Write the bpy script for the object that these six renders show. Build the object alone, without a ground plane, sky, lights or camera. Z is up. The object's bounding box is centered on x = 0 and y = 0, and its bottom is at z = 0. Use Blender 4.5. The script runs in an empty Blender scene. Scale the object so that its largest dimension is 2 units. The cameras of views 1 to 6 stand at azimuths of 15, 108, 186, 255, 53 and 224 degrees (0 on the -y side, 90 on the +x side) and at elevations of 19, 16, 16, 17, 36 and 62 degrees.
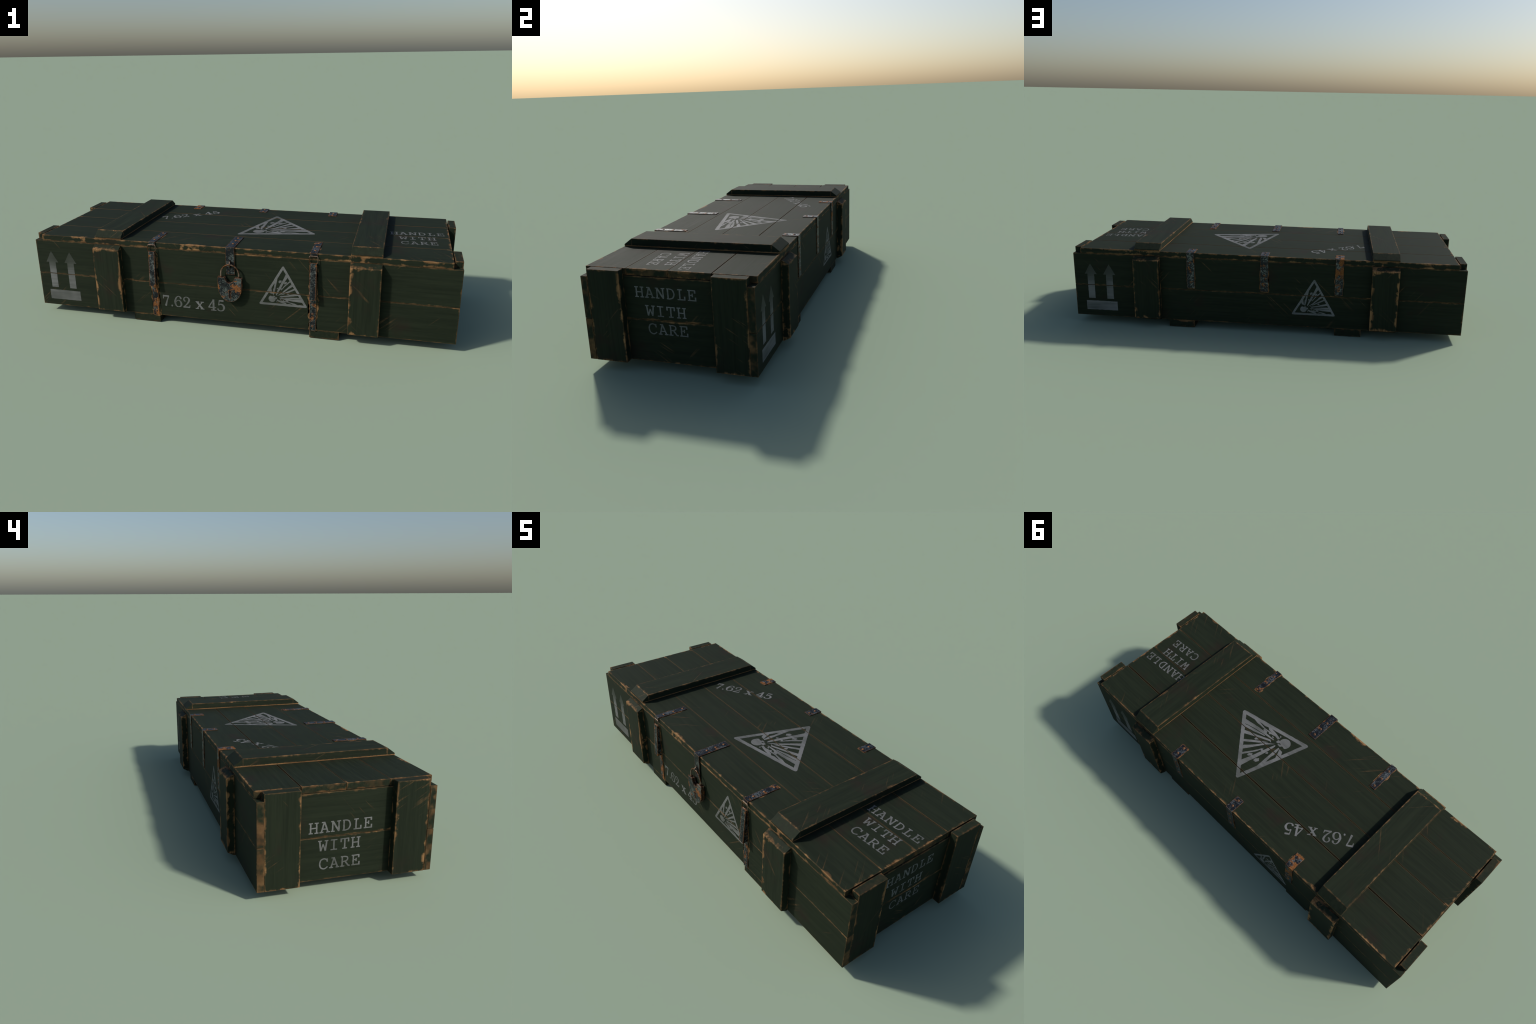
"""Long green military ammunition crate: planked box, battened lid, hinges, toggle latches, padlock."""
import bpy, bmesh, math, random
from mathutils import Vector, Matrix, noise

random.seed(7)
COL = bpy.context.scene.collection

# ------------------------------------------------------------------ sizes (metres)
SIDE_Y, SIDE_T = 0.3440, 0.0270          # outer face and thickness of the long sides
SIDE_X = 1.0000                          # half length of the side planks
BOX_Z0, BOX_Z1, JOINT_Z = 0.0385, 0.3785, 0.2083
END_X, END_T = 0.9652, 0.0270            # outer face of the recessed ends
LID_X, LID_Z0, LID_Z1 = 0.9600, 0.3795, 0.4060
LATCH_X, BATTEN_X0, BATTEN_X1 = 0.3800, 0.5395, 0.6736


# ------------------------------------------------------------------ node helpers
class Nodes:
    def __init__(self, tree):
        self.t = tree

    def add(self, kind, **props):
        n = self.t.nodes.new(kind)
        for k, v in props.items():
            setattr(n, k, v)
        return n

    def put(self, sock, val):
        if isinstance(val, bpy.types.NodeSocket):
            self.t.links.new(val, sock)
        elif val is not None:
            sock.default_value = val

    def math(self, op, a, b=None, c=None, clamp=False):
        n = self.add("ShaderNodeMath", operation=op, use_clamp=clamp)
        for s, v in zip(n.inputs, (a, b, c)):
            self.put(s, v)
        return n.outputs[0]

    def vec(self, op, a, b=None):
        n = self.add("ShaderNodeVectorMath", operation=op)
        self.put(n.inputs[0], a)
        if op == "SCALE":
            self.put(n.inputs["Scale"], b)
        elif b is not None:
            self.put(n.inputs[1], b)
        return n.outputs["Value"] if op in {"DOT_PRODUCT", "LENGTH"} else n.outputs[0]

    def noise(self, vec, scale, detail=3.0, rough=0.55, distort=0.0):
        n = self.add("ShaderNodeTexNoise")
        self.put(n.inputs["Vector"], vec)
        for k, v in (("Scale", scale), ("Detail", detail), ("Roughness", rough), ("Distortion", distort)):
            self.put(n.inputs[k], v)
        return n.outputs[0]

    def remap(self, v, a, b, c=0.0, d=1.0, smooth=True):
        n = self.add("ShaderNodeMapRange", interpolation_type="SMOOTHSTEP" if smooth else "LINEAR")
        for s, x in zip(n.inputs, (v, a, b, c, d)):
            self.put(s, x)
        return n.outputs[0]

    def mix(self, f, a, b):
        n = self.add("ShaderNodeMix", data_type="RGBA")
        self.put(n.inputs[0], f)
        self.put(n.inputs[6], a)
        self.put(n.inputs[7], b)
        return n.outputs[2]


def rgb(r, g, b):
    return (r, g, b, 1.0)


GREEN_DARK, GREEN_LIGHT = rgb(0.0092, 0.0140, 0.0068), rgb(0.0155, 0.0218, 0.0112)
TAN_DARK, TAN_LIGHT = rgb(0.110, 0.054, 0.021), rgb(0.300, 0.165, 0.070)
DIRT = rgb(0.0190, 0.0125, 0.0085)


def wood_group():
    """Dark green painted wood.  Paint is rubbed off along the edges of a board of the given half size."""
    g = bpy.data.node_groups.new("painted_wood", "ShaderNodeTree")
    io = g.interface
    for name, kind in (("Half", "NodeSocketVector"), ("Grain", "NodeSocketVector"), ("Axis", "NodeSocketVector"),
                       ("Outer", "NodeSocketVector"), ("Chamfer", "NodeSocketFloat"), ("Wear", "NodeSocketFloat"), ("Bare", "NodeSocketFloat"), ("End Grain", "NodeSocketFloat"), ("Foot", "NodeSocketFloat")):
        io.new_socket(name, in_out="INPUT", socket_type=kind)
    for name, kind in (("Color", "NodeSocketColor"), ("Roughness", "NodeSocketFloat"), ("Height", "NodeSocketFloat")):
        io.new_socket(name, in_out="OUTPUT", socket_type=kind)
    n = Nodes(g)
    gi, go = n.add("NodeGroupInput"), n.add("NodeGroupOutput")
    I = gi.outputs
    obj = n.add("ShaderNodeTexCoord").outputs["Object"]
    rnd = n.add("ShaderNodeObjectInfo").outputs["Random"]
    shift = n.add("ShaderNodeCombineXYZ")
    for k, f in enumerate((17.3, 41.7, 29.1)):
        n.put(shift.inputs[k], n.math("MULTIPLY", rnd, f))
    p = n.vec("ADD", obj, shift.outputs[0])
    # distance from the nearest edge of the board: the middle one of the three face distances
    away = n.add("ShaderNodeSeparateXYZ")
    n.put(away.inputs[0], n.vec("SUBTRACT", I["Half"], n.vec("ABSOLUTE", obj)))
    ax, ay, az = away.outputs
    edge = n.math("MAXIMUM", n.math("MINIMUM", ax, ay), n.math("MINIMUM", n.math("MAXIMUM", ax, ay), az))
    along = n.math("ABSOLUTE", n.vec("DOT_PRODUCT", obj, I["Axis"]))
    ridge = n.math("ADD", n.math("ABSOLUTE", n.math("SUBTRACT", along, I["Chamfer"])), 0.0006)
    edge = n.math("MINIMUM", edge, ridge)
    # how far the paint is worn back
    broad = n.remap(n.noise(p, 5.5, 2.0, 0.5), 0.46, 0.70)
    mid = n.remap(n.noise(p, 26.0, 3.0, 0.6), 0.40, 0.66)
    fine = n.math("SUBTRACT", n.noise(p, 120.0, 4.0, 0.65), 0.5)
    width = n.math("MULTIPLY", n.math("MULTIPLY", n.math("ADD", n.math("MULTIPLY", broad, 0.60), 0.40), mid), 0.0140)
    # boards inside a panel are rubbed at the panel's own rim, hardly at the joints between them
    place = n.add("ShaderNodeObjectInfo").outputs["Location"]
    rim = n.add("ShaderNodeSeparateXYZ")
    n.put(rim.inputs[0], n.vec("SUBTRACT", I["Outer"], n.vec("ABSOLUTE", n.vec("ADD", obj, place))))
    at_rim = n.remap(n.math("MINIMUM", rim.outputs[0], rim.outputs[1]), 0.016, 0.024, 1.0, 0.05)
    width = n.math("MULTIPLY_ADD", n.math("MULTIPLY", width, at_rim), I["Wear"], n.math("MULTIPLY_ADD", at_rim, -0.0006, 0.0004))
    width = n.math("ADD", width, n.math("MULTIPLY", n.math("MULTIPLY", fine, n.math("MULTIPLY_ADD", at_rim, 0.7, 0.3)), 0.0042))
    worn = n.remap(n.math("SUBTRACT", width, edge), -0.0044, 0.0084, 0.0, 1.0)
    worn = n.math("MAXIMUM", worn, I["Bare"])
    on_end = n.remap(n.math("ABSOLUTE", n.vec("DOT_PRODUCT", n.add("ShaderNodeNewGeometry").outputs["True Normal"], I["Axis"])), 0.80, 0.95)
    smudge = n.remap(n.math("ADD", n.noise(p, 24.0, 2.0, 0.5), n.math("MULTIPLY", broad, 0.10)), 0.44, 0.72)
    worn = n.math("MAXIMUM", worn, n.math("MULTIPLY", n.math("MULTIPLY", on_end, smudge), I["End Grain"]))
    # a rubbed band where a batten sits on the lid
    high = n.add("ShaderNodeSeparateXYZ")
    n.put(high.inputs[0], n.vec("ADD", obj, I["Half"]))
    band = n.remap(n.math("ADD", high.outputs[2], n.math("MULTIPLY", fine, 0.006)), 0.0028, 0.0062, 1.0, 0.0)
    worn = n.math("MAXIMUM", worn, n.math("MULTIPLY", band, I["Foot"]))
    # slanting scratches
    facing = n.add("ShaderNodeSeparateXYZ")
    true_n = n.add("ShaderNodeNewGeometry").outputs["True Normal"]
    n.put(facing.inputs[0], n.vec("ABSOLUTE", true_n))
    spots = n.noise(p, 4.6, 1.0, 0.5)
    patches = (n.remap(spots, 0.56, 0.68), n.remap(spots, 0.44, 0.32))
    scr = None
    for axis in range(3):                      # long strokes lying in the plane of the face
        for ang, lo, where in ((0.55 + 0.2 * axis, 0.640, patches[0]), (-0.85, 0.650, patches[1])):
            m = n.add("ShaderNodeMapping")
            n.put(m.inputs["Vector"], p)
            rot = [0.0, 0.0, 0.0]
            rot[axis] = ang
            m.inputs["Rotation"].default_value = rot
            sc = ((3, 5, 120), (5, 5, 120), (5, 120, 5))[axis] if axis else (5, 9, 120)
            s = n.remap(n.noise(n.vec("MULTIPLY", m.outputs[0], sc), 1.0, 1.0, 0.4), lo, lo + 0.11)
            s = n.math("MULTIPLY", n.math("MULTIPLY", s, where), n.remap(facing.outputs[axis], 0.6, 0.8))
            scr = s if scr is None else n.math("MAXIMUM", scr, s)
    scr = n.math("MULTIPLY", scr, 0.20)
    worn = n.math("MAXIMUM", worn, scr)
    # colours
    gp = n.vec("MULTIPLY", p, I["Grain"])
    grain = n.noise(gp, 1.0, 4.0, 0.62, 0.35)
    hair = n.noise(n.vec("MULTIPLY", gp, (2.6, 2.6, 2.6)), 1.0, 2.0, 0.5)
    paint = n.mix(n.remap(grain, 0.30, 0.72), GREEN_DARK, GREEN_LIGHT)
    cloud = n.noise(p, 6.0, 3.0, 0.6)
    paint = n.mix(n.math("MULTIPLY", n.remap(cloud, 0.56, 0.74), 0.62), paint, DIRT)
    streak = n.remap(n.noise(gp, 1.7, 3.0, 0.6), 0.32, 0.66)
    streak = n.math("ADD", n.math("MULTIPLY", streak, n.math("SUBTRACT", 1.0, on_end)), n.math("MULTIPLY", on_end, n.remap(n.noise(p, 16.0, 3.0, 0.5), 0.36, 0.90)))
    streak = n.math("MULTIPLY", streak, n.math("MULTIPLY_ADD", at_rim, 0.55, 0.45))  # bare wood darkened at the inner lid joints for the shade in the grooves
    bare = n.mix(streak, TAN_DARK, TAN_LIGHT)
    n.put(go.inputs["Color"], n.mix(worn, paint, bare))
    n.put(go.inputs["Roughness"], n.math("ADD", n.math("MULTIPLY_ADD", grain, 0.14, 0.69), n.math("MULTIPLY", worn, 0.04)))
    n.put(go.inputs["Height"], n.math("SUBTRACT", n.math("ADD", grain, n.math("MULTIPLY", hair, 0.6)), n.math("MULTIPLY", worn, 0.5)))
    return g


WOOD = wood_group()


def finish(mat, n, color, rough, height, bump=0.35, dist=0.0015, metallic=0.0, spec=0.16):
    out = [x for x in mat.node_tree.nodes if x.type == "OUTPUT_MATERIAL"]
    out = out[0] if out else n.add("ShaderNodeOutputMaterial")
    b = [x for x in mat.node_tree.nodes if x.type == "BSDF_PRINCIPLED"]
    b = b[0] if b else n.add("ShaderNodeBsdfPrincipled")
    n.put(b.inputs["Base Color"], color)
    n.put(b.inputs["Roughness"], rough)
    n.put(b.inputs["Metallic"], metallic)
    b.inputs["Specular IOR Level"].default_value = spec
    if height is not None:
        bm = n.add("ShaderNodeBump")
        bm.inputs["Strength"].default_value = bump
        bm.inputs["Distance"].default_value = dist
        n.put(bm.inputs["Height"], height)
        n.put(b.inputs["Normal"], bm.outputs[0])
    n.put(out.inputs["Surface"], b.outputs[0])


def new_material(name):
    m = bpy.data.materials.new(name)
    m.use_nodes = True
    return m, Nodes(m.node_tree)


def wood_material(name, half, grain_axis, chamfer=9.0, wear=1.0, bare=0.0, outer=(0, 0, 0), end_grain=0.0, foot=0.0):
    m, n = new_material(name)
    g = n.add("ShaderNodeGroup")
    g.node_tree = WOOD
    grain = [75.0, 75.0, 75.0]
    grain[grain_axis] = 3.5
    axis = [0.0, 0.0, 0.0]
    axis[grain_axis] = 1.0
    for k, v in (("Half", half), ("Grain", grain), ("Axis", axis), ("Outer", outer), ("Chamfer", chamfer), ("Wear", wear), ("Bare", bare), ("End Grain", end_grain), ("Foot", foot)):
        g.inputs[k].default_value = v
    finish(m, n, g.outputs["Color"], g.outputs["Roughness"], g.outputs["Height"])
    return m


def metal_material(name, rust_level=0.0, wipe=0.5):
    """Dark worn steel: speckled, with rust along every edge and in blotches."""
    m, n = new_material(name)
    obj = n.add("ShaderNodeTexCoord").outputs["Object"]
    rnd = n.add("ShaderNodeObjectInfo").outputs["Random"]
    off = n.add("ShaderNodeCombineXYZ")
    for k, f in enumerate((9.1, 23.7, 15.3)):
        n.put(off.inputs[k], n.math("MULTIPLY", rnd, f))
    p = n.vec("ADD", obj, off.outputs[0])
    bev = n.add("ShaderNodeBevel", samples=6)
    bev.inputs["Radius"].default_value = 0.0040
    true_n = n.add("ShaderNodeNewGeometry").outputs["Normal"]
    edge = n.math("SUBTRACT", 1.0, n.vec("DOT_PRODUCT", bev.outputs[0], true_n))
    edge = n.remap(edge, 0.015, 0.10)
    speck = n.noise(p, 170.0, 5.0, 0.7)
    cloud = n.noise(p, 34.0, 3.0, 0.6)
    light = n.remap(n.math("ADD", speck, n.math("MULTIPLY", n.math("SUBTRACT", cloud, 0.5), 0.7)), 0.46, 0.68)
    steel = n.mix(light, rgb(0.024, 0.027, 0.031), rgb(0.165, 0.185, 0.182))
    blotch = n.remap(n.math("ADD", n.noise(p, 22.0, 4.0, 0.65), rust_level), 0.575, 0.64)
    rust = n.math("MAXIMUM", n.math("MULTIPLY", edge, 0.90), blotch)
    rust_col = n.mix(n.remap(speck, 0.3, 0.7), rgb(0.090, 0.033, 0.011), rgb(0.260, 0.105, 0.032))
    color = n.mix(rust, steel, rust_col)
    rough = n.math("MULTIPLY_ADD", rust, 0.30, wipe)
    finish(m, n, color, rough, speck, 0.25, 0.0008, metallic=n.math("MULTIPLY", n.math("SUBTRACT", 1.0, rust), 0.85))
    return m


def plain_metal(name, a, b, rough, metallic):
    m, n = new_material(name)
    obj = n.add("ShaderNodeTexCoord").outputs["Object"]
    f = n.noise(obj, 90.0, 4.0, 0.65)
    big = n.noise(obj, 30.0, 2.0, 0.5)
    t = n.remap(n.math("ADD", f, n.math("SUBTRACT", big, 0.5)), 0.38, 0.66)
    finish(m, n, n.mix(t, rgb(*a), rgb(*b)), rough, f, 0.2, 0.0008, metallic=metallic)
    return m


def stencil_material(name, grain_axis, thin_from=9.0):
    """Pale grey stencil paint, thin and streaked along the grain, the green showing through."""
    m, n = new_material(name)
    obj = n.add("ShaderNodeTexCoord").outputs["Object"]
    rnd = n.add("ShaderNodeObjectInfo").outputs["Random"]
    p = n.vec("ADD", obj, n.vec("SCALE", (13.0, 31.0, 7.0), rnd))
    sc = [80.0, 80.0, 80.0]
    sc[grain_axis] = 5.0
    grain = n.noise(n.vec("MULTIPLY", p, sc), 1.0, 4.0, 0.62, 0.35)
    cover = n.remap(n.math("ADD", n.math("MULTIPLY", grain, 0.55), n.math("MULTIPLY", n.noise(p, 9.0, 2.0, 0.5), 0.9)), 0.42, 0.98, 0.42, 1.0)
    chip = n.remap(n.noise(p, 70.0, 3.0, 0.6), 0.68, 0.76)
    cover = n.math("MULTIPLY", cover, n.math("SUBTRACT", 1.0, n.math("MULTIPLY", chip, 0.55)))
    height = n.add("ShaderNodeSeparateXYZ")
    n.put(height.inputs[0], obj)
    cover = n.math("MULTIPLY", cover, n.remap(height.outputs[2], thin_from, thin_from + 0.10, 1.0, 0.22))
    finish(m, n, n.mix(cover, GREEN_LIGHT, rgb(0.168, 0.170, 0.168)), 0.62, grain, 0.25, 0.001)
    return m


def bare_patch_material():
    m, n = new_material("bare_wood")
    obj = n.add("ShaderNodeTexCoord").outputs["Object"]
    a = n.noise(obj, 34.0, 3.0, 0.6)
    b = n.noise(obj, 120.0, 3.0, 0.6)
    bare = n.mix(n.remap(b, 0.35, 0.65), TAN_DARK, rgb(0.235, 0.128, 0.055))
    finish(m, n, n.mix(n.remap(a, 0.36, 0.52), GREEN_LIGHT, bare), 0.65, b, 0.2, 0.0008)
    return m


# ------------------------------------------------------------------ object helpers
ROOT = bpy.data.objects.new("ammunition_crate", None)
ROOT["label"] = "long dark green wooden ammunition crate with padlock"
ROOT["category"] = "crate"
COL.objects.link(ROOT)


def link(name, mesh, loc=(0, 0, 0), parent=None, rot=None):
    ob = bpy.data.objects.new(name, mesh)
    COL.objects.link(ob)
    ob.parent = parent or ROOT
    ob.location = loc
    if rot:
        ob.rotation_euler = rot
    return ob


def mesh_from(bm, name, mats, smooth=False):
    bmesh.ops.recalc_face_normals(bm, faces=bm.faces)
    me = bpy.data.meshes.new(name)
    bm.to_mesh(me)
    bm.free()
    for m in mats if isinstance(mats, (list, tuple)) else [mats]:
        me.materials.append(m)
    if smooth:
        me.shade_smooth()
        me.set_sharp_from_angle(angle=math.radians(38))
    return me


def bevel(bm, width, seg=2):
    bmesh.ops.bevel(bm, geom=list(bm.edges), offset=width, segments=seg, profile=0.5, affect="EDGES", clamp_overlap=True)


def box_bm(hx, hy, hz, w=0.0012, seg=2):
    bm = bmesh.new()
    bmesh.ops.create_cube(bm, size=2.0)
    bmesh.ops.scale(bm, vec=(hx, hy, hz), verts=bm.verts)
    if w:
        bevel(bm, w, seg)
    return bm


def board(name, lo, hi, grain_axis, wear=1.0, share=None, outer=(0, 0, 0), end_grain=0.0):
    """A squared board between two corners; share = mesh of an equal board."""
    lo, hi = Vector(lo), Vector(hi)
    half = (hi - lo) / 2
    if share is None:
        mat = wood_material("painted_" + name, half, grain_axis, wear=wear, outer=outer, end_grain=end_grain)
        share = mesh_from(box_bm(*half), name, mat)
    return link(name, share, (lo + hi) / 2)


def prism(profile, depth, axis_map, w=0.0012):
    """Extrude a closed 2D profile by +-depth; axis_map turns (u, v, t) into (x, y, z)."""
    bm = bmesh.new()
    a = [bm.verts.new(axis_map(u, v, -depth)) for u, v in profile]
    b = [bm.verts.new(axis_map(u, v, depth)) for u, v in profile]
    bm.faces.new(a)
    bm.faces.new(b[::-1])
    k = len(profile)
    for i in range(k):
        bm.faces.new((a[i], b[i], b[(i + 1) % k], a[(i + 1) % k]))
    bmesh.ops.recalc_face_normals(bm, faces=bm.faces)
    if w:
        bevel(bm, w, 2)
    return bm


# ------------------------------------------------------------------ the box
mesh = None
for sy in (-1, 1):
    y = sorted((sy * SIDE_Y, sy * (SIDE_Y - SIDE_T)))
    for z0, z1 in ((BOX_Z0, JOINT_Z - 0.0006), (JOINT_Z + 0.0006, BOX_Z1)):
        ob = board("side_plank", (-SIDE_X, y[0], z0), (SIDE_X, y[1], z1), 0, 0.45, mesh, end_grain=0.62)
        mesh = mesh or ob.data
mesh = None
for sx in (-1, 1):
    x = sorted((sx * END_X, sx * (END_X - END_T)))
    for z0, z1 in ((0.0380, JOINT_Z - 0.0006), (JOINT_Z + 0.0006, 0.3785)):
        ob = board("end_plank", (x[0], -0.3165, z0), (x[1], 0.3165, z1), 1, 0.7, mesh)
        mesh = mesh or ob.data
board("floor_board", (-END_X + END_T, -0.3165, 0.0400), (END_X - END_T, 0.3165, 0.0580), 0, 0.5)

mesh = None
for sx in (-1, 1):
    for sy in (-1, 1):
        x = sorted((sx * 0.9654, sx * 0.9990))
        y = sorted((sy * 0.1830, sy * 0.3162))
        ob = board("end_batten", (x[0], y[0], 0.0375), (x[1], y[1], 0.4060), 2, 1.1, mesh, end_grain=0.08)
        mesh = mesh or ob.data

mesh = None
for sx in (-1, 1):
    x = sorted((sx * 0.3650, sx * 0.5000))
    ob = board("runner", (x[0], -0.3420, 0.0), (x[1], 0.3420, 0.0384), 1, 1.1, mesh)
    mesh = mesh or ob.data

# ------------------------------------------------------------------ the lid
joints = (-0.3440, -0.1725, -0.0010, 0.1725, 0.3440)
mesh = None
for y0, y1 in zip(joints, joints[1:]):
    ob = board("lid_plank", (-LID_X, y0 + 0.0006, LID_Z0), (LID_X, y0 + 0.1709, LID_Z1), 0, 1.25, mesh, (LID_X, SIDE_Y, 0), 0.30)
    mesh = mesh or ob.data

# battens across the lid, ends cut to a slope
bw = (BATTEN_X1 - BATTEN_X0) / 2
bh = 0.0345 / 2
lid_profile = [(-0.3435, -bh), (0.3435, -bh), (0.3435, -bh + 0.0085), (0.3080, bh), (-0.3080, bh), (-0.3435, -bh + 0.0085)]
mat = wood_material("painted_lid_batten", (bw, 0.3435, bh), 1, chamfer=0.3085, wear=0.6, foot=0.95)
lid_mesh = mesh_from(prism(lid_profile, bw, lambda u, v, t: (t, u, v)), "lid_batten", mat)
for sx in (-1, 1):
    link("lid_batten", lid_mesh, (sx * (BATTEN_X0 + bw), 0, LID_Z1 + bh + 0.0002))

# upright battens on the long sides, sloped at both ends
sh, sd = (0.3785 - 0.0365) / 2, 0.0325 / 2
side_profile = [(-sh, -sd), (sh, -sd), (sh, -sd + 0.0060), (sh - 0.0150, sd), (-sh + 0.0150, sd), (-sh, -sd + 0.0060)]
mat = wood_material("painted_side_batten", (bw, sd, sh), 2, chamfer=sh - 0.0148, wear=1.35)
side_mesh = mesh_from(prism(side_profile, bw, lambda u, v, t: (t, v, u)), "side_batten", mat)
for sx in (-1, 1):
    for sy in (-1, 1):
        link("side_batten", side_mesh, (sx * (BATTEN_X0 + bw), sy * (SIDE_Y + sd + 0.0002), (0.3785 + 0.0365) / 2),
             rot=(0, 0, math.pi) if sy < 0 else None)

# ------------------------------------------------------------------ ironwork
STEEL = metal_material("worn_steel")
RUSTY = metal_material("rusty_steel", 0.10)
LEVER = metal_material("lever_steel", -0.02)
WIRE = plain_metal("rusty_wire", (0.085, 0.036, 0.014), (0.230, 0.170, 0.130), 0.42, 0.55)
RIVET = plain_metal("rusty_rivet", (0.075, 0.045, 0.032), (0.240, 0.105, 0.040), 0.60, 0.25)
BLACK = plain_metal("dark_gap", (0.004, 0.003, 0.003), (0.008, 0.006, 0.005), 0.80, 0.0)
BARE = bare_patch_material()


def rivet_mesh(r=0.0064, h=0.0026):
    bm = bmesh.new()
    rings, k = [], 14
    for a in (0.0, 0.45, 0.9, 1.25):
        rings.append([bm.verts.new((r * math.cos(a) * math.cos(t), r * math.cos(a) * math.sin(t), h * math.sin(a)))
                      for t in (2 * math.pi * i / k for i in range(k))])
    for p, q in zip(rings, rings[1:]):
        for i in range(k):
            bm.faces.new((p[i], p[(i + 1) % k], q[(i + 1) % k], q[i]))
    bm.faces.new(rings[-1])
    return mesh_from(bm, "rivet", RIVET, True)


RIVET_MESH = rivet_mesh()


def strap_mesh(name, path, half_w, thick, mat, w=0.0006):
    """Flat bar bent along a path in the (y, z) plane, thickened on its left hand."""
    P = [Vector(p) for p in path]
    outer = []
    for i, p in enumerate(P):
        d1 = (p - P[i - 1]).normalized() if i else (P[1] - p).normalized()
        d2 = (P[i + 1] - p).normalized() if i < len(P) - 1 else d1
        n1, n2 = Vector((-d1.y, d1.x)), Vector((-d2.y, d2.x))
        m = (n1 + n2).normalized()
        outer.append(p + m * thick / max(0.4, m.dot(n1)))
    prof = [tuple(p) for p in P] + [tuple(p) for p in reversed(outer)]
    return mesh_from(prism(prof, half_w, lambda u, v, t: (t, u, v), w), name, mat)


def rough_patch(name, x0, x1, v0, v1, place, seed, spread=0.0065):
    """Worn halo around an iron: a ragged outline, a paint film thick."""
    rnd = random.Random(seed)
    pts = []
    corners = [(x0, v0), (x1, v0), (x1, v1), (x0, v1)]
    for (ax, av), (bx, bv) in zip(corners, corners[1:] + corners[:1]):
        k = max(3, int(math.hypot(bx - ax, bv - av) / 0.004))
        nx, nv = (bv - av), -(bx - ax)
        l = math.hypot(nx, nv)
        for i in range(k):
            t = i / k
            x, v = ax + (bx - ax) * t, av + (bv - av) * t
            o = spread * (noise.noise((x * 40 + seed * 3.1, v * 40, seed + 0.37)) * 1.2 + 0.45) + rnd.uniform(-0.0004, 0.0004)
            o = max(-0.001, o)
            pts.append((x + nx / l * o, v + nv / l * o))
    bm = bmesh.new()
    vs = [bm.verts.new(place(x, v)) for x, v in pts]
    f = bm.faces.new(vs)
    bmesh.ops.triangulate(bm, faces=[f])
    ob = link(name, mesh_from(bm, name, BARE))
    return ob


TOP = LID_Z1
face_z = lambda h: (lambda x, v: (x, v, TOP + h))
front = lambda h: (lambda x, v: (x, -SIDE_Y - h, v))
back = lambda h: (lambda x, v: (x, SIDE_Y + h, v))

# hinge straps at the back: short leaf on the lid, long leaf down the side, folded over the edge
hinge_path = [(0.3452, 0.2185), (0.3452, 0.4068), (0.2745, 0.4068)]
hinge = strap_mesh("hinge_strap", [(p[0], p[1]) for p in hinge_path], 0.0205, -0.0026, STEEL)
hinge_r = strap_mesh("hinge_strap", [(p[0], p[1]) for p in hinge_path], 0.0205, -0.0026, RUSTY)
for i, x in enumerate((-0.3790, -0.0010, 0.3790)):
    h = link("hinge_strap", hinge_r if i == 0 else hinge, (x, 0, 0))
    for y in (0.2900, 0.3250):
        link("rivet", RIVET_MESH, (0, y, 0.4093), h)
    for z in (0.3550, 0.3050, 0.2500):
        link("rivet", RIVET_MESH, (0, 0.3477, z), h, (-math.pi / 2, 0, 0))
    if i != 1:
        rough_patch("bare_patch", x - 0.0205, x + 0.0205, 0.2745, 0.3430, face_z(0.0003), 11 + i, 0.0045)
    rough_patch("bare_patch", x - 0.0205, x + 0.0205, 0.2185, 0.3300, back(0.0003), 21 + i, 0.0055)

# latch straps on the lid with a hooked nose over the edge
nose = [(-0.1900, 0.4068), (-0.3452, 0.4068), (-0.3452, 0.3890)]
latch_top = strap_mesh("latch_strap", nose, 0.0158, -0.0026, STEEL)
lower = strap_mesh("latch_plate", [(-0.3450, 0.3620), (-0.3450, 0.0375)], 0.0148, -0.0022, STEEL)
lower_r = strap_mesh("latch_plate", [(-0.3450, 0.3620), (-0.3450, 0.0375)], 0.0148, -0.0022, RUSTY)


def lever_mesh(mat):
    """Channel-shaped toggle lever, hollow towards the box, leaning out at its foot."""
    bm = bmesh.new()
    zt, zb = 0.3665, 0.1955
    yt, yb, back_y = -0.3580, -0.3705, -0.3485
    for x0, x1, dt, db in ((-0.0150, 0.0150, 0.0030, 0.0030), (-0.0150, -0.0128, yt - back_y, yb - back_y - 0.004), (0.0128, 0.0150, yt - back_y, yb - back_y - 0.004)):
        d_t, d_b = abs(dt), abs(db)
        e = 0.0003 if d_t > 0.004 else 0.0
        vs = []
        for x in (x0, x1):
            for y, z in ((yt + e, zt - e), (yt + d_t, zt - e), (yb + d_b, zb + e), (yb + e, zb + e)):
                xx = x + (e if x < 0 else -e) if e else x
                vs.append(bm.verts.new((xx, y, z)))
        a, b = vs[:4], vs[4:]
        bm.faces.new(a)
        bm.faces.new(b[::-1])
        for i in range(4):
            bm.faces.new((a[i], b[i], b[(i + 1) % 4], a[(i + 1) % 4]))
    return mesh_from(bm, "latch_lever", mat)


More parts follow.
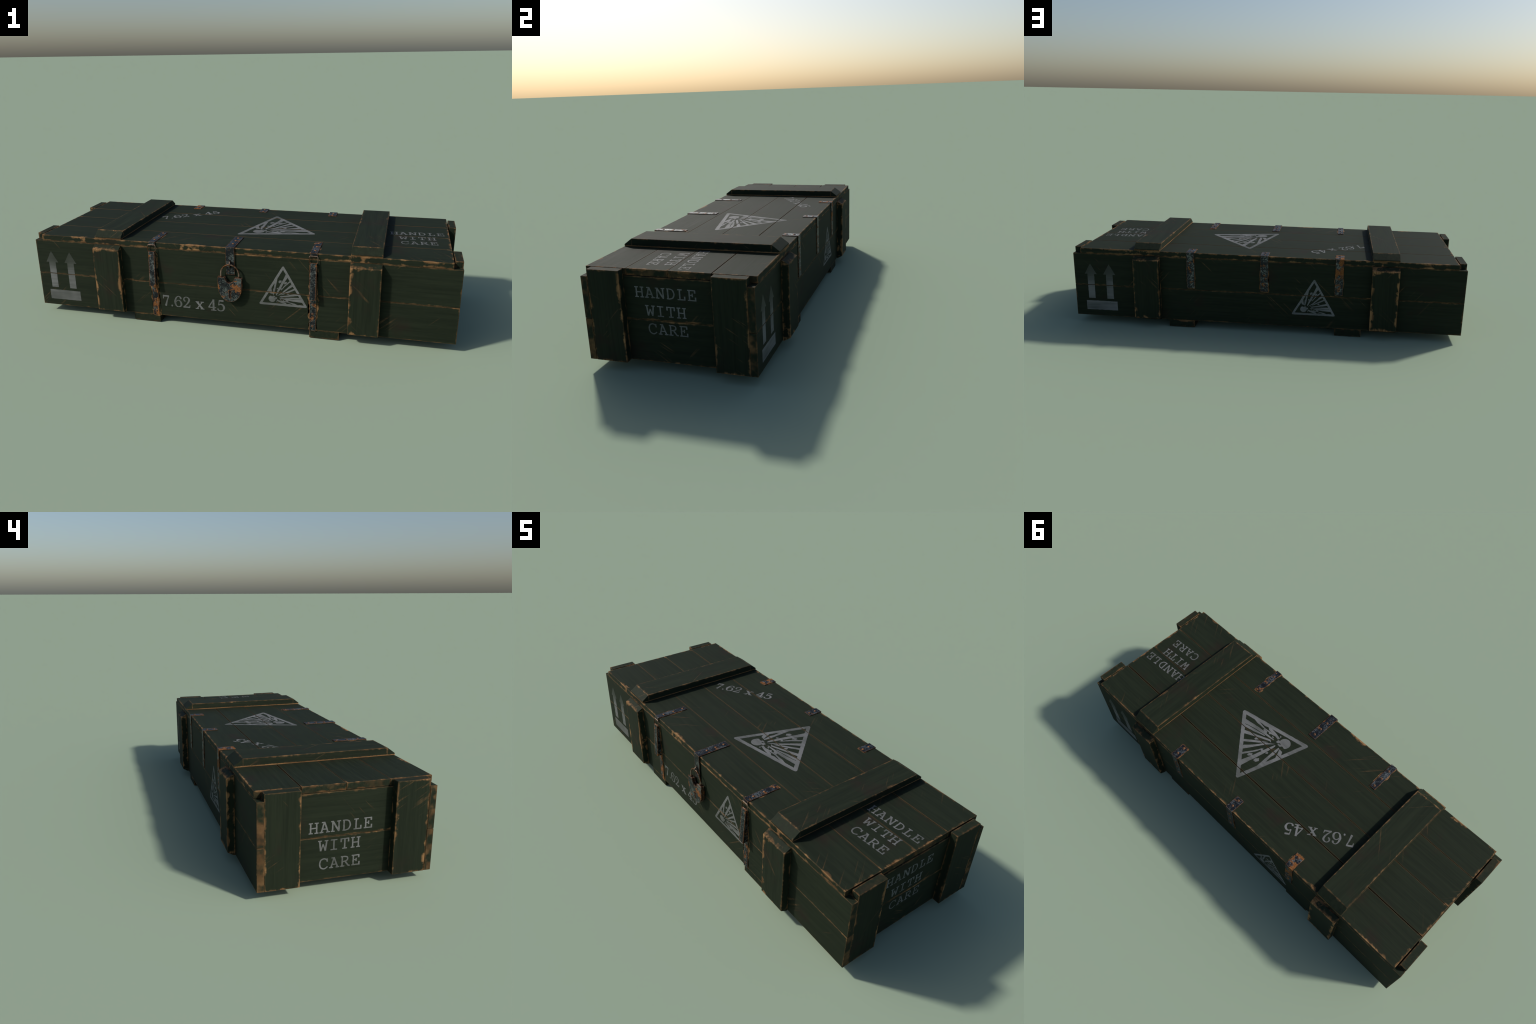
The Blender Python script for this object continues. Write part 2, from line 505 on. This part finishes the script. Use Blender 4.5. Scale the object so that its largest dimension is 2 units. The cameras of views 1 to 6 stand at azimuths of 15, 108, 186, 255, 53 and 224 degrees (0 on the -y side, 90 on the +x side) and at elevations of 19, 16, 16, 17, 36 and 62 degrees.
def tube_mesh(name, pts, r, mat, closed=False, k=12):
    bm = bmesh.new()
    P = [Vector(p) for p in pts]
    n = len(P)
    rings = []
    ref = None
    for i, p in enumerate(P):
        a = P[i - 1] if (i or closed) else p
        b = P[(i + 1) % n] if (i < n - 1 or closed) else p
        t = (b - a).normalized()
        if ref is None:
            ref = t.orthogonal().normalized()
        ref = (ref - t * ref.dot(t)).normalized()
        bi = t.cross(ref)
        rings.append([bm.verts.new(p + (ref * math.cos(c) + bi * math.sin(c)) * r) for c in (2 * math.pi * j / k for j in range(k))])
    for i in range(n if closed else n - 1):
        A, B = rings[i], rings[(i + 1) % n]
        for j in range(k):
            bm.faces.new((A[j], A[(j + 1) % k], B[(j + 1) % k], B[j]))
    if not closed:
        bm.faces.new(rings[0])
        bm.faces.new(rings[-1][::-1])
    return mesh_from(bm, name, mat, True)


def rounded_loop(cx, cz, hx, hz, r, y_of_z, k=5):
    pts = []
    for sx, sz, a0 in ((1, 1, 0), (-1, 1, 90), (-1, -1, 180), (1, -1, 270)):
        for i in range(k + 1):
            a = math.radians(a0 + 90 * i / k)
            x, z = cx + sx * (hx - r) + r * math.cos(a), cz + sz * (hz - r) + r * math.sin(a)
            pts.append((x, y_of_z(z), z))
    return pts


LEVER_MESH, LEVER_RUST = lever_mesh(LEVER), lever_mesh(metal_material("rusty_lever_steel", 0.035))
bail = tube_mesh("latch_bail", rounded_loop(0, 0.3800, 0.0190, 0.0160, 0.0055, lambda z: -0.3505 - (0.396 - z) * 0.06), 0.0017, WIRE, True)
for i, x in enumerate((-LATCH_X, LATCH_X)):
    rusty = i == 0
    s = link("latch_strap", latch_top, (x, 0, 0))
    for y in (-0.2050, -0.2550, -0.3080):
        link("rivet", RIVET_MESH, (0, y, 0.4093), s)
    pl = link("latch_plate", lower_r if rusty else lower, (x, 0, 0))
    link("latch_lever", LEVER_RUST if rusty else LEVER_MESH, (0, 0, 0), pl)
    link("latch_bail", bail, (0, 0, 0), pl)
    for z in (0.0600, 0.1200, 0.1650):
        link("rivet", RIVET_MESH, (0, -0.3471, z), pl, (math.pi / 2, 0, 0))
    rough_patch("bare_patch", x - 0.0158, x + 0.0158, -0.3425, -0.1900, face_z(0.0003), 31 + i)
    rough_patch("bare_patch", x - 0.0150, x + 0.0150, 0.0400, 0.2060, front(0.0003), 41 + i, 0.0095)
    rough_patch("bare_patch", x - 0.0150, x + 0.0150, 0.2110, 0.3500, front(0.0003), 51 + i, 0.0080)

# hasp in the middle, with its staple ring and the padlock
hasp_top = [(-0.1890, 0.4068), (-0.3475, 0.4068), (-0.3475, 0.2790)]
hasp = strap_mesh("hasp_strap", hasp_top, 0.0208, -0.0028, STEEL)
hs = link("hasp_strap", hasp)
for y in (-0.2080, -0.2500, -0.2950):
    link("rivet", RIVET_MESH, (0, y, 0.4095), hs)
link("staple_slot", mesh_from(box_bm(0.0048, 0.0006, 0.0190, 0.0), "staple_slot", BLACK), (0, -0.3504, 0.3300), hs)
ring = tube_mesh("staple_ring", [(0, -0.3520 + 0.0118 * math.cos(t), 0.3295 + 0.0128 * math.sin(t)) for t in (2 * math.pi * i / 28 for i in range(28))], 0.0028, WIRE, True)
link("staple_ring", ring, (0, 0, 0), hs)


def shield(inset=0.0):
    """Padlock outline: straight shoulders, half-round bite at the top, rounded belly."""
    w, top, bite = 0.0568 - inset, 0.2700 - inset, 0.0205 + inset
    pts = [(-w, top), (-bite - 0.003, top)]
    for i in range(1, 12):
        a = math.pi + math.pi * i / 12
        pts.append((bite * math.cos(a), top - 0.0050 + (bite + 0.0015) * math.sin(a)))
    pts += [(bite + 0.003, top), (w, top)]
    low = 0.1520 + inset
    for x, z in ((0.0565, 0.226), (0.0535, 0.2000), (0.0430, 0.1760), (0.0290, 0.1615), (0.0145, 0.1535)):
        pts.append((x - inset, z + inset * 0.5))
    pts.append((0.0, low))
    for x, z in ((0.0145, 0.1535), (0.0290, 0.1615), (0.0430, 0.1760), (0.0535, 0.2000), (0.0565, 0.226)):
        pts.append((-x + inset, z + inset * 0.5))
    return pts


PAD = metal_material("padlock_steel", 0.03)
DARK_RUST = plain_metal("dark_rust", (0.030, 0.015, 0.009), (0.100, 0.044, 0.017), 0.70, 0.1)
lock = link("padlock", mesh_from(prism(shield(0.0025), 0.0085, lambda u, v, t: (u, t - 0.3590, v), 0.0), "padlock_core", DARK_RUST))
plate = mesh_from(prism(shield(), 0.0026, lambda u, v, t: (u, t, v), 0.0005), "padlock_plate", PAD)
link("padlock_plate", plate, (0, -0.3655, 0), lock)
link("padlock_plate", plate, (0, -0.3530, 0), lock)
arch = [(-0.0425, 0.2640), (-0.0425, 0.2780)] + [(-0.0425 * math.cos(math.pi * i / 20), 0.2850 + 0.0440 * math.sin(math.pi * i / 20)) for i in range(21)] + [(0.0425, 0.2780), (0.0425, 0.2640)]
link("padlock_shackle", tube_mesh("padlock_shackle", [(x, -0.3590, z) for x, z in arch], 0.0037, WIRE), (0, 0, 0), lock)
for sx in (-1, 1):
    link("shackle_collar", tube_mesh("shackle_collar", [(sx * 0.0425, -0.3590, 0.2690), (sx * 0.0425, -0.3590, 0.2735)], 0.0058, DARK_RUST), (0, 0, 0), lock)
key = [(0.0060 * math.cos(math.radians(a)), 0.2030 + 0.0060 * math.sin(math.radians(a))) for a in range(-60, 241, 20)] + [(-0.0030, 0.1990), (-0.0034, 0.1720), (0.0034, 0.1720), (0.0030, 0.1990)]
rim = [(0.0092 * math.cos(math.radians(a)), 0.2030 + 0.0092 * math.sin(math.radians(a))) for a in range(-50, 231, 20)] + [(-0.0060, 0.1690), (0.0060, 0.1690)]
link("keyhole_rim", mesh_from(prism(rim, 0.0005, lambda u, v, t: (u, t - 0.3685, v), 0.0), "keyhole_rim", RIVET), (0, 0, 0), lock)
link("keyhole", mesh_from(prism(key, 0.0005, lambda u, v, t: (u, t - 0.3689, v), 0.0), "keyhole", BLACK), (0, 0, 0), lock)


# ------------------------------------------------------------------ stencil marks
def smooth_path(pts, step):
    """Catmull-Rom through (x, y, width) points."""
    if len(pts) == 2:
        (x0, y0, w0), (x1, y1, w1) = pts
        k = max(2, int(math.hypot(x1 - x0, y1 - y0) / step))
        return [(x0 + (x1 - x0) * i / k, y0 + (y1 - y0) * i / k, w0 + (w1 - w0) * i / k) for i in range(k + 1)]
    P = [pts[0]] + list(pts) + [pts[-1]]
    out = []
    for i in range(1, len(P) - 2):
        a, b, c, d = P[i - 1:i + 3]
        k = max(2, int(math.hypot(c[0] - b[0], c[1] - b[1]) / step))
        for j in range(k):
            t = j / k
            out.append(tuple(0.5 * (2 * b[m] + (c[m] - a[m]) * t + (2 * a[m] - 5 * b[m] + 4 * c[m] - d[m]) * t * t
                                    + (3 * b[m] - a[m] - 3 * c[m] + d[m]) * t ** 3) for m in range(3)))
    out.append(pts[-1])
    return out


class Stencil:
    """Collects painted shapes in a flat frame, then lays them on a face as a thin film."""

    def __init__(self, ragged=0.0006):
        self.bm = bmesh.new()
        self.level = 0
        self.ragged = ragged

    def jog(self, x, y):
        v = noise.noise_vector((x * 170, y * 170, 3.3)) * self.ragged + noise.noise_vector((x * 60, y * 60, 9.1)) * self.ragged
        return x + v.x, y + v.y

    def film(self):
        self.level += 1
        return 0.00030 + 0.00001 * (self.level % 30)

    def stroke(self, pts, step):
        path = smooth_path(pts, step)
        h = self.film()
        last = None
        for i, (x, y, w) in enumerate(path):
            a, b = path[max(0, i - 1)], path[min(len(path) - 1, i + 1)]
            dx, dy = b[0] - a[0], b[1] - a[1]
            l = math.hypot(dx, dy) or 1.0
            nx, ny = -dy / l * w / 2, dx / l * w / 2
            p, q = self.jog(x + nx, y + ny), self.jog(x - nx, y - ny)
            pair = (self.bm.verts.new((*p, h)), self.bm.verts.new((*q, h)))
            if last:
                self.bm.faces.new((last[0], last[1], pair[1], pair[0]))
            last = pair

    def area(self, pts, step=0.004):
        h = self.film()
        out = []
        for (ax, ay), (bx, by) in zip(pts, list(pts[1:]) + [pts[0]]):
            k = max(1, int(math.hypot(bx - ax, by - ay) / step))
            out += [self.jog(ax + (bx - ax) * i / k, ay + (by - ay) * i / k) for i in range(k)]
        f = self.bm.faces.new([self.bm.verts.new((*p, h)) for p in out])
        bmesh.ops.triangulate(self.bm, faces=[f])

    def lay(self, name, frame, mat, cuts=()):
        """frame: 4x4 from sheet to crate; cuts: (axis, value) plank joints where the film is split."""
        bm = self.bm
        bmesh.ops.transform(bm, matrix=frame, verts=bm.verts)
        for axis, val in cuts:
            nrm = Vector([1.0 if i == axis else 0.0 for i in range(3)])
            for s in (-0.0019, 0.0019):
                bmesh.ops.bisect_plane(bm, geom=bm.verts[:] + bm.edges[:] + bm.faces[:], plane_co=nrm * (val + s), plane_no=nrm, dist=1e-6)
            gone = [f for f in bm.faces if abs(f.calc_center_median()[axis] - val) < 0.0019]
            bmesh.ops.delete(bm, geom=gone, context="FACES")
        out_n = frame.to_3x3() @ Vector((0, 0, 1))
        for f in bm.faces:
            f.normal_update()
            if f.normal.dot(out_n) < 0:
                f.normal_flip()
        me = bpy.data.meshes.new(name)
        bm.to_mesh(me)
        bm.free()
        me.materials.append(mat)
        return link(name, me)


def frame(origin, right, up):
    r, u = Vector(right).normalized(), Vector(up).normalized()
    n = r.cross(u)
    m = Matrix((r, u, n)).transposed().to_4x4()
    m.translation = Vector(origin)
    return m


W, S = 0.135, 0.105      # stem and slab of the typewriter letters, in cap heights


def bar(x0, x1, y):
    return [(x0, y, S), (x1, y, S)]


LETTERS = {
    "H": [[(.20, 0, W), (.20, 1, W)], [(.74, 0, W), (.74, 1, W)], bar(.20, .74, .50), bar(.03, .39, .05), bar(.55, .91, .05), bar(.03, .39, .95), bar(.55, .91, .95)],
    "A": [[(.15, 0, W), (.42, .95, W)], [(.42, 1, W), (.79, 0, W)], bar(.26, .68, .33), bar(.0, .36, .05), bar(.60, .95, .05), bar(.19, .48, .95)],
    "N": [[(.19, 0, W), (.19, .95, W)], [(.76, 0, W), (.76, 1, W)], [(.20, .98, W + .02), (.74, .06, W + .02)], bar(.03, .39, .05), bar(.58, .93, .95), bar(.03, .24, .95)],
    "D": [[(.22, 0, W), (.22, 1, W)], [(.10, .95, S), (.40, .95, S), (.66, .86, .12), (.79, .60, W), (.79, .40, W), (.66, .14, .12), (.40, .05, S), (.10, .05, S)]],
    "L": [[(.34, 0, W), (.34, 1, W)], bar(.14, .56, .95), bar(.12, .84, .05), [(.79, .0, W), (.79, .36, W)]],
    "E": [[(.24, 0, W), (.24, 1, W)], bar(.08, .80, .95), bar(.24, .50, .52), bar(.08, .85, .05), [(.75, 1, W), (.75, .70, W)], [(.80, 0, W), (.80, .34, W)], [(.51, .36, .11), (.51, .68, .11)]],
    "W": [[(.14, .98, W), (.25, .02, W)], [(.25, .02, W), (.47, .66, .11)], [(.47, .66, .11), (.68, .02, W)], [(.68, .02, W), (.80, .98, W)], bar(0, .34, .95), bar(.60, .94, .95)],
    "I": [[(.46, 0, W), (.46, 1, W)], bar(.16, .76, .95), bar(.16, .76, .05)],
    "T": [[(.46, 0, W), (.46, 1, W)], bar(.07, .85, .95), bar(.24, .68, .05), [(.12, 1, W), (.12, .64, W)], [(.80, 1, W), (.80, .64, W)]],
    "C": [[(.80, .66, W), (.78, .80, W), (.62, .94, .12), (.44, .97, .12), (.22, .85, .13), (.12, .60, W), (.12, .40, W), (.22, .15, .13), (.44, .03, .12), (.66, .06, .12), (.84, .20, .12)], [(.79, .98, .11), (.79, .66, .11)]],
    "R": [[(.20, 0, W), (.20, 1, W)], [(.06, .95, S), (.45, .95, S), (.68, .86, .12), (.70, .66, W), (.56, .52, .12), (.20, .47, S)], [(.46, .50, W), (.66, .22, W), (.80, .05, W)], bar(.04, .42, .05), bar(.74, .93, .05)],
}
DIGITS = {
    "7": (.000, [[(.00, .91, .16), (.55, .91, .13)], [(.05, .98, .09), (.02, .66, .06)], [(.52, .90, .08), (.36, .50, .11), (.21, .02, .17)]]),
    ".": (.040, [[(.02, .09, .10), (.07, .09, .17), (.10, .09, .17), (.15, .09, .10)]]),
    "6": (.057, [[(.62, .74, .10), (.58, .84, .15), (.50, .94, .09), (.36, .975, .06), (.20, .84, .10), (.09, .58, .15), (.08, .36, .16), (.17, .12, .12), (.36, .03, .06), (.55, .11, .12), (.62, .32, .16), (.54, .54, .12), (.37, .62, .06), (.22, .54, .07), (.13, .40, .05)]]),
    "2": (.101, [[(.24, .60, .09), (.15, .62, .14), (.09, .74, .12), (.15, .90, .09), (.32, .97, .07), (.50, .88, .12), (.55, .70, .16), (.44, .46, .12), (.24, .24, .09), (.06, .08, .08)], [(.02, .065, .13), (.60, .065, .13)], [(.56, .06, .10), (.61, .28, .05)]]),
    "x": (.164, [[(.14, .64, .16), (.60, .04, .16)], [(.60, .64, .08), (.13, .04, .08)], [(.02, .645, .07), (.32, .645, .07)], [(.44, .645, .07), (.74, .645, .07)], [(.00, .035, .07), (.29, .035, .07)], [(.43, .035, .07), (.76, .035, .07)]]),
    "4": (.227, [[(.48, .97, .09), (.05, .28, .08)], [(.02, .27, .08), (.69, .27, .08)], [(.47, .00, .16), (.47, .98, .16)], [(.24, .035, .07), (.70, .035, .07)], [(.66, .22, .05), (.67, .34, .04)]]),
    "5": (.271, [[(.20, .92, .13), (.57, .92, .14)], [(.20, .95, .07), (.14, .50, .07)], [(.15, .50, .05), (.30, .62, .09), (.50, .55, .14), (.60, .34, .17), (.50, .10, .11), (.28, .02, .08), (.11, .08, .12), (.06, .22, .15)]]),
}
FADED_X, FADED_Y = stencil_material("stencil_paint_long", 0), stencil_material("stencil_paint_cross", 1)
ARROW_PAINT = stencil_material("stencil_paint_arrow", 0, 0.190)   # the spray ran thin towards the arrow heads


def care_text(fr, mat, cuts):
    cap, pitch, lead = 0.0425, 0.0426, 0.0722
    s = Stencil(0.0005)
    for row, (word, start) in enumerate((("HANDLE", 0.0), ("WITH", 0.0385), ("CARE", 0.0425))):
        for i, ch in enumerate(word):
            for st in LETTERS[ch]:
                s.stroke([(start + i * pitch + x * cap, -row * lead + y * cap, w * cap) for x, y, w in st], 0.0022)
    return s.lay("warning_text", fr, mat, cuts)


def calibre_text(fr, cuts):
    s = Stencil(0.0005)
    h = 0.0575
    for x0, strokes in DIGITS.values():
        for st in strokes:
            s.stroke([(x0 + x * h, y * h, w * h) for x, y, w in st], 0.0022)
    return s.lay("calibre_text", fr, FADED_X, cuts)


def up_arrows(fr, cuts, bar_w=0.1680, bar_h=0.0505):
    s = Stencil(0.0008)
    for cx in (0.0320, 0.1318):
        s.area([(cx, 0.2535), (cx - 0.0325, 0.1970), (cx + 0.0325, 0.1970)])
        s.area([(cx - 0.0180, 0.0640), (cx + 0.0180, 0.0640), (cx + 0.0180, 0.1980), (cx - 0.0180, 0.1980)])
    s.area([(0.0, 0.0), (bar_w, 0.0), (bar_w, bar_h), (0.0, bar_h)])
    return s.lay("arrow_mark", fr, ARROW_PAINT, cuts)


# explosion sign in units of its side, first corner at the bursting bomb
RAYS = [
    [(.885, .105), (.706, .112), (.572, .130), (.418, .163), (.424, .173), (.560, .163), (.713, .155), (.862, .163)],
    [(.862, .170), (.742, .164), (.547, .170), (.548, .181), (.701, .198), (.845, .203)],
    [(.820, .248), (.634, .216), (.458, .184), (.424, .217), (.453, .207), (.589, .236), (.790, .292)],
    [(.750, .366), (.627, .303), (.455, .228), (.523, .282), (.735, .395)],
    [(.705, .440), (.589, .357), (.484, .260), (.371, .201), (.472, .280), (.543, .353), (.680, .490)],
    [(.655, .530), (.552, .435), (.452, .320), (.503, .410), (.640, .555)],
    [(.600, .626), (.508, .474), (.426, .321), (.364, .212), (.354, .236), (.394, .343), (.456, .476), (.514, .588), (.560, .690)],
    [(.395, .610), (.338, .326), (.312, .226), (.294, .233), (.295, .302), (.300, .345), (.318, .381), (.331, .485), (.330, .560)],
    [(.258, .400), (.280, .273), (.290, .240), (.240, .251), (.231, .279), (.215, .340)],
    [(.835, .028), (.697, .050), (.606, .083), (.459, .096), (.428, .110), (.472, .115), (.596, .097), (.738, .070)],
    [(.600, .025), (.461, .065), (.365, .106), (.382, .134), (.465, .100), (.550, .078)],
    [(.789, .020), (.640, .020), (.563, .044), (.625, .058)],
]
CHUNKS = [
    [(.633, .283), (.625, .257), (.573, .257), (.612, .288)], [(.478, .376), (.472, .355), (.449, .352), (.455, .379)],
    [(.580, .518), (.569, .486), (.531, .466), (.519, .496), (.558, .525)], [(.472, .542), (.467, .509), (.424, .480), (.406, .512), (.433, .547)],
    [(.401, .383), (.397, .359), (.377, .350), (.374, .373)], [(.615, .115), (.605, .098), (.554, .109), (.551, .138), (.579, .136)],
    [(.530, .118), (.522, .098), (.494, .101), (.506, .128)], [(.464, .139), (.460, .127), (.439, .138), (.442, .153)],
    [(.382, .085), (.384, .066), (.364, .077), (.366, .094)], [(.382, .174), (.374, .139), (.327, .132), (.325, .156), (.352, .179)],
    [(.347, .196), (.336, .178), (.295, .180), (.299, .207)],
]


def explosion_sign(fr, side, cuts):
    s = Stencil(0.0006 * (side / 0.225) ** 0.6)
    h = math.sqrt(3) / 2
    r, c = 0.022, (0.5, h / 3)
    corners = [(0.0, 0.0), (1.0, 0.0), (0.5, h)]
    outer = []
    for x, y in corners:                       # rounded outer corners
        d = math.atan2(y - c[1], x - c[0])
        ox, oy = x - 2 * r * math.cos(d), y - 2 * r * math.sin(d)
        outer += [(ox + r * math.cos(d + a), oy + r * math.sin(d + a)) for a in (-1.05, -.52, 0, .52, 1.05)]
    m = 0.046                                   # border width
    inner = [(c[0] + (x - c[0]) * (1 - 3 * m / h), c[1] + (y - c[1]) * (1 - 3 * m / h)) for x, y in corners]
    for i in range(3):
        o0, o1 = outer[i * 5 + 2:i * 5 + 5], outer[(i * 5 + 5) % 15:(i * 5 + 5) % 15 + 3]
        s.level = 0
        s.area([(x * side, y * side) for x, y in o0 + o1 + [inner[(i + 1) % 3], inner[i]]], 0.005)
    for k, shape in enumerate(RAYS + CHUNKS):
        s.level = k + 2
        s.area([(x * side, y * side) for x, y in shape], 0.005)
    bomb = []
    for i in range(28):
        a = 2 * math.pi * i / 28
        rr = 0.0715 if not 0.0 < (a - math.radians(8)) < math.radians(95) else 0.0715 * (0.86 - 0.16 * (i % 2))
        bomb.append(((0.276 + rr * math.cos(a)) * side, (0.137 + rr * math.sin(a)) * side))
    s.level = 1
    s.area(bomb, 0.02)
    return s.lay("explosion_sign", fr, FADED_X, cuts)


zc = ((2, JOINT_Z),)
lid_cuts = tuple((1, y) for y in joints[1:4])
fy, by = -SIDE_Y, SIDE_Y
# front
calibre_text(frame((-0.3430, fy, 0.0885), (1, 0, 0), (0, 0, 1)), zc)
up_arrows(frame((-0.9545, fy, 0.0700), (1, 0, 0), (0, 0, 1)), zc)
explosion_sign(frame((0.1300, fy, 0.1445), (1, 0, 0.003), (0, 0, 1)), 0.2265, zc)
# back
up_arrows(frame((0.9450, by, 0.0705), (-1, 0, 0), (0, 0, 1)), zc)
explosion_sign(frame((-0.1420, by, 0.1045), (-1, 0, 0), (0, 0, 1)), 0.2265, zc)
# ends
care_text(frame((END_X, -0.1413, 0.2975), (0, 1, 0), (0, 0, 1)), FADED_Y, zc)
care_text(frame((-END_X, 0.1426, 0.2250), (0, -1, 0), (0, 0, 1)), FADED_Y, zc)
# lid
a = math.radians(4.0)
care_text(frame((0.6890, 0.0125, TOP), (math.cos(a), math.sin(a), 0), (-math.sin(a), math.cos(a), 0)), FADED_X, lid_cuts)
a = math.radians(33.5)
calibre_text(frame((-0.4800, 0.0390, TOP), (math.cos(a), math.sin(a), 0), (-math.sin(a), math.cos(a), 0)), lid_cuts)
a = math.radians(11.7)
explosion_sign(frame((-0.0295, -0.1435, TOP), (math.cos(a), math.sin(a), 0), (-math.sin(a), math.cos(a), 0)), 0.385, lid_cuts)
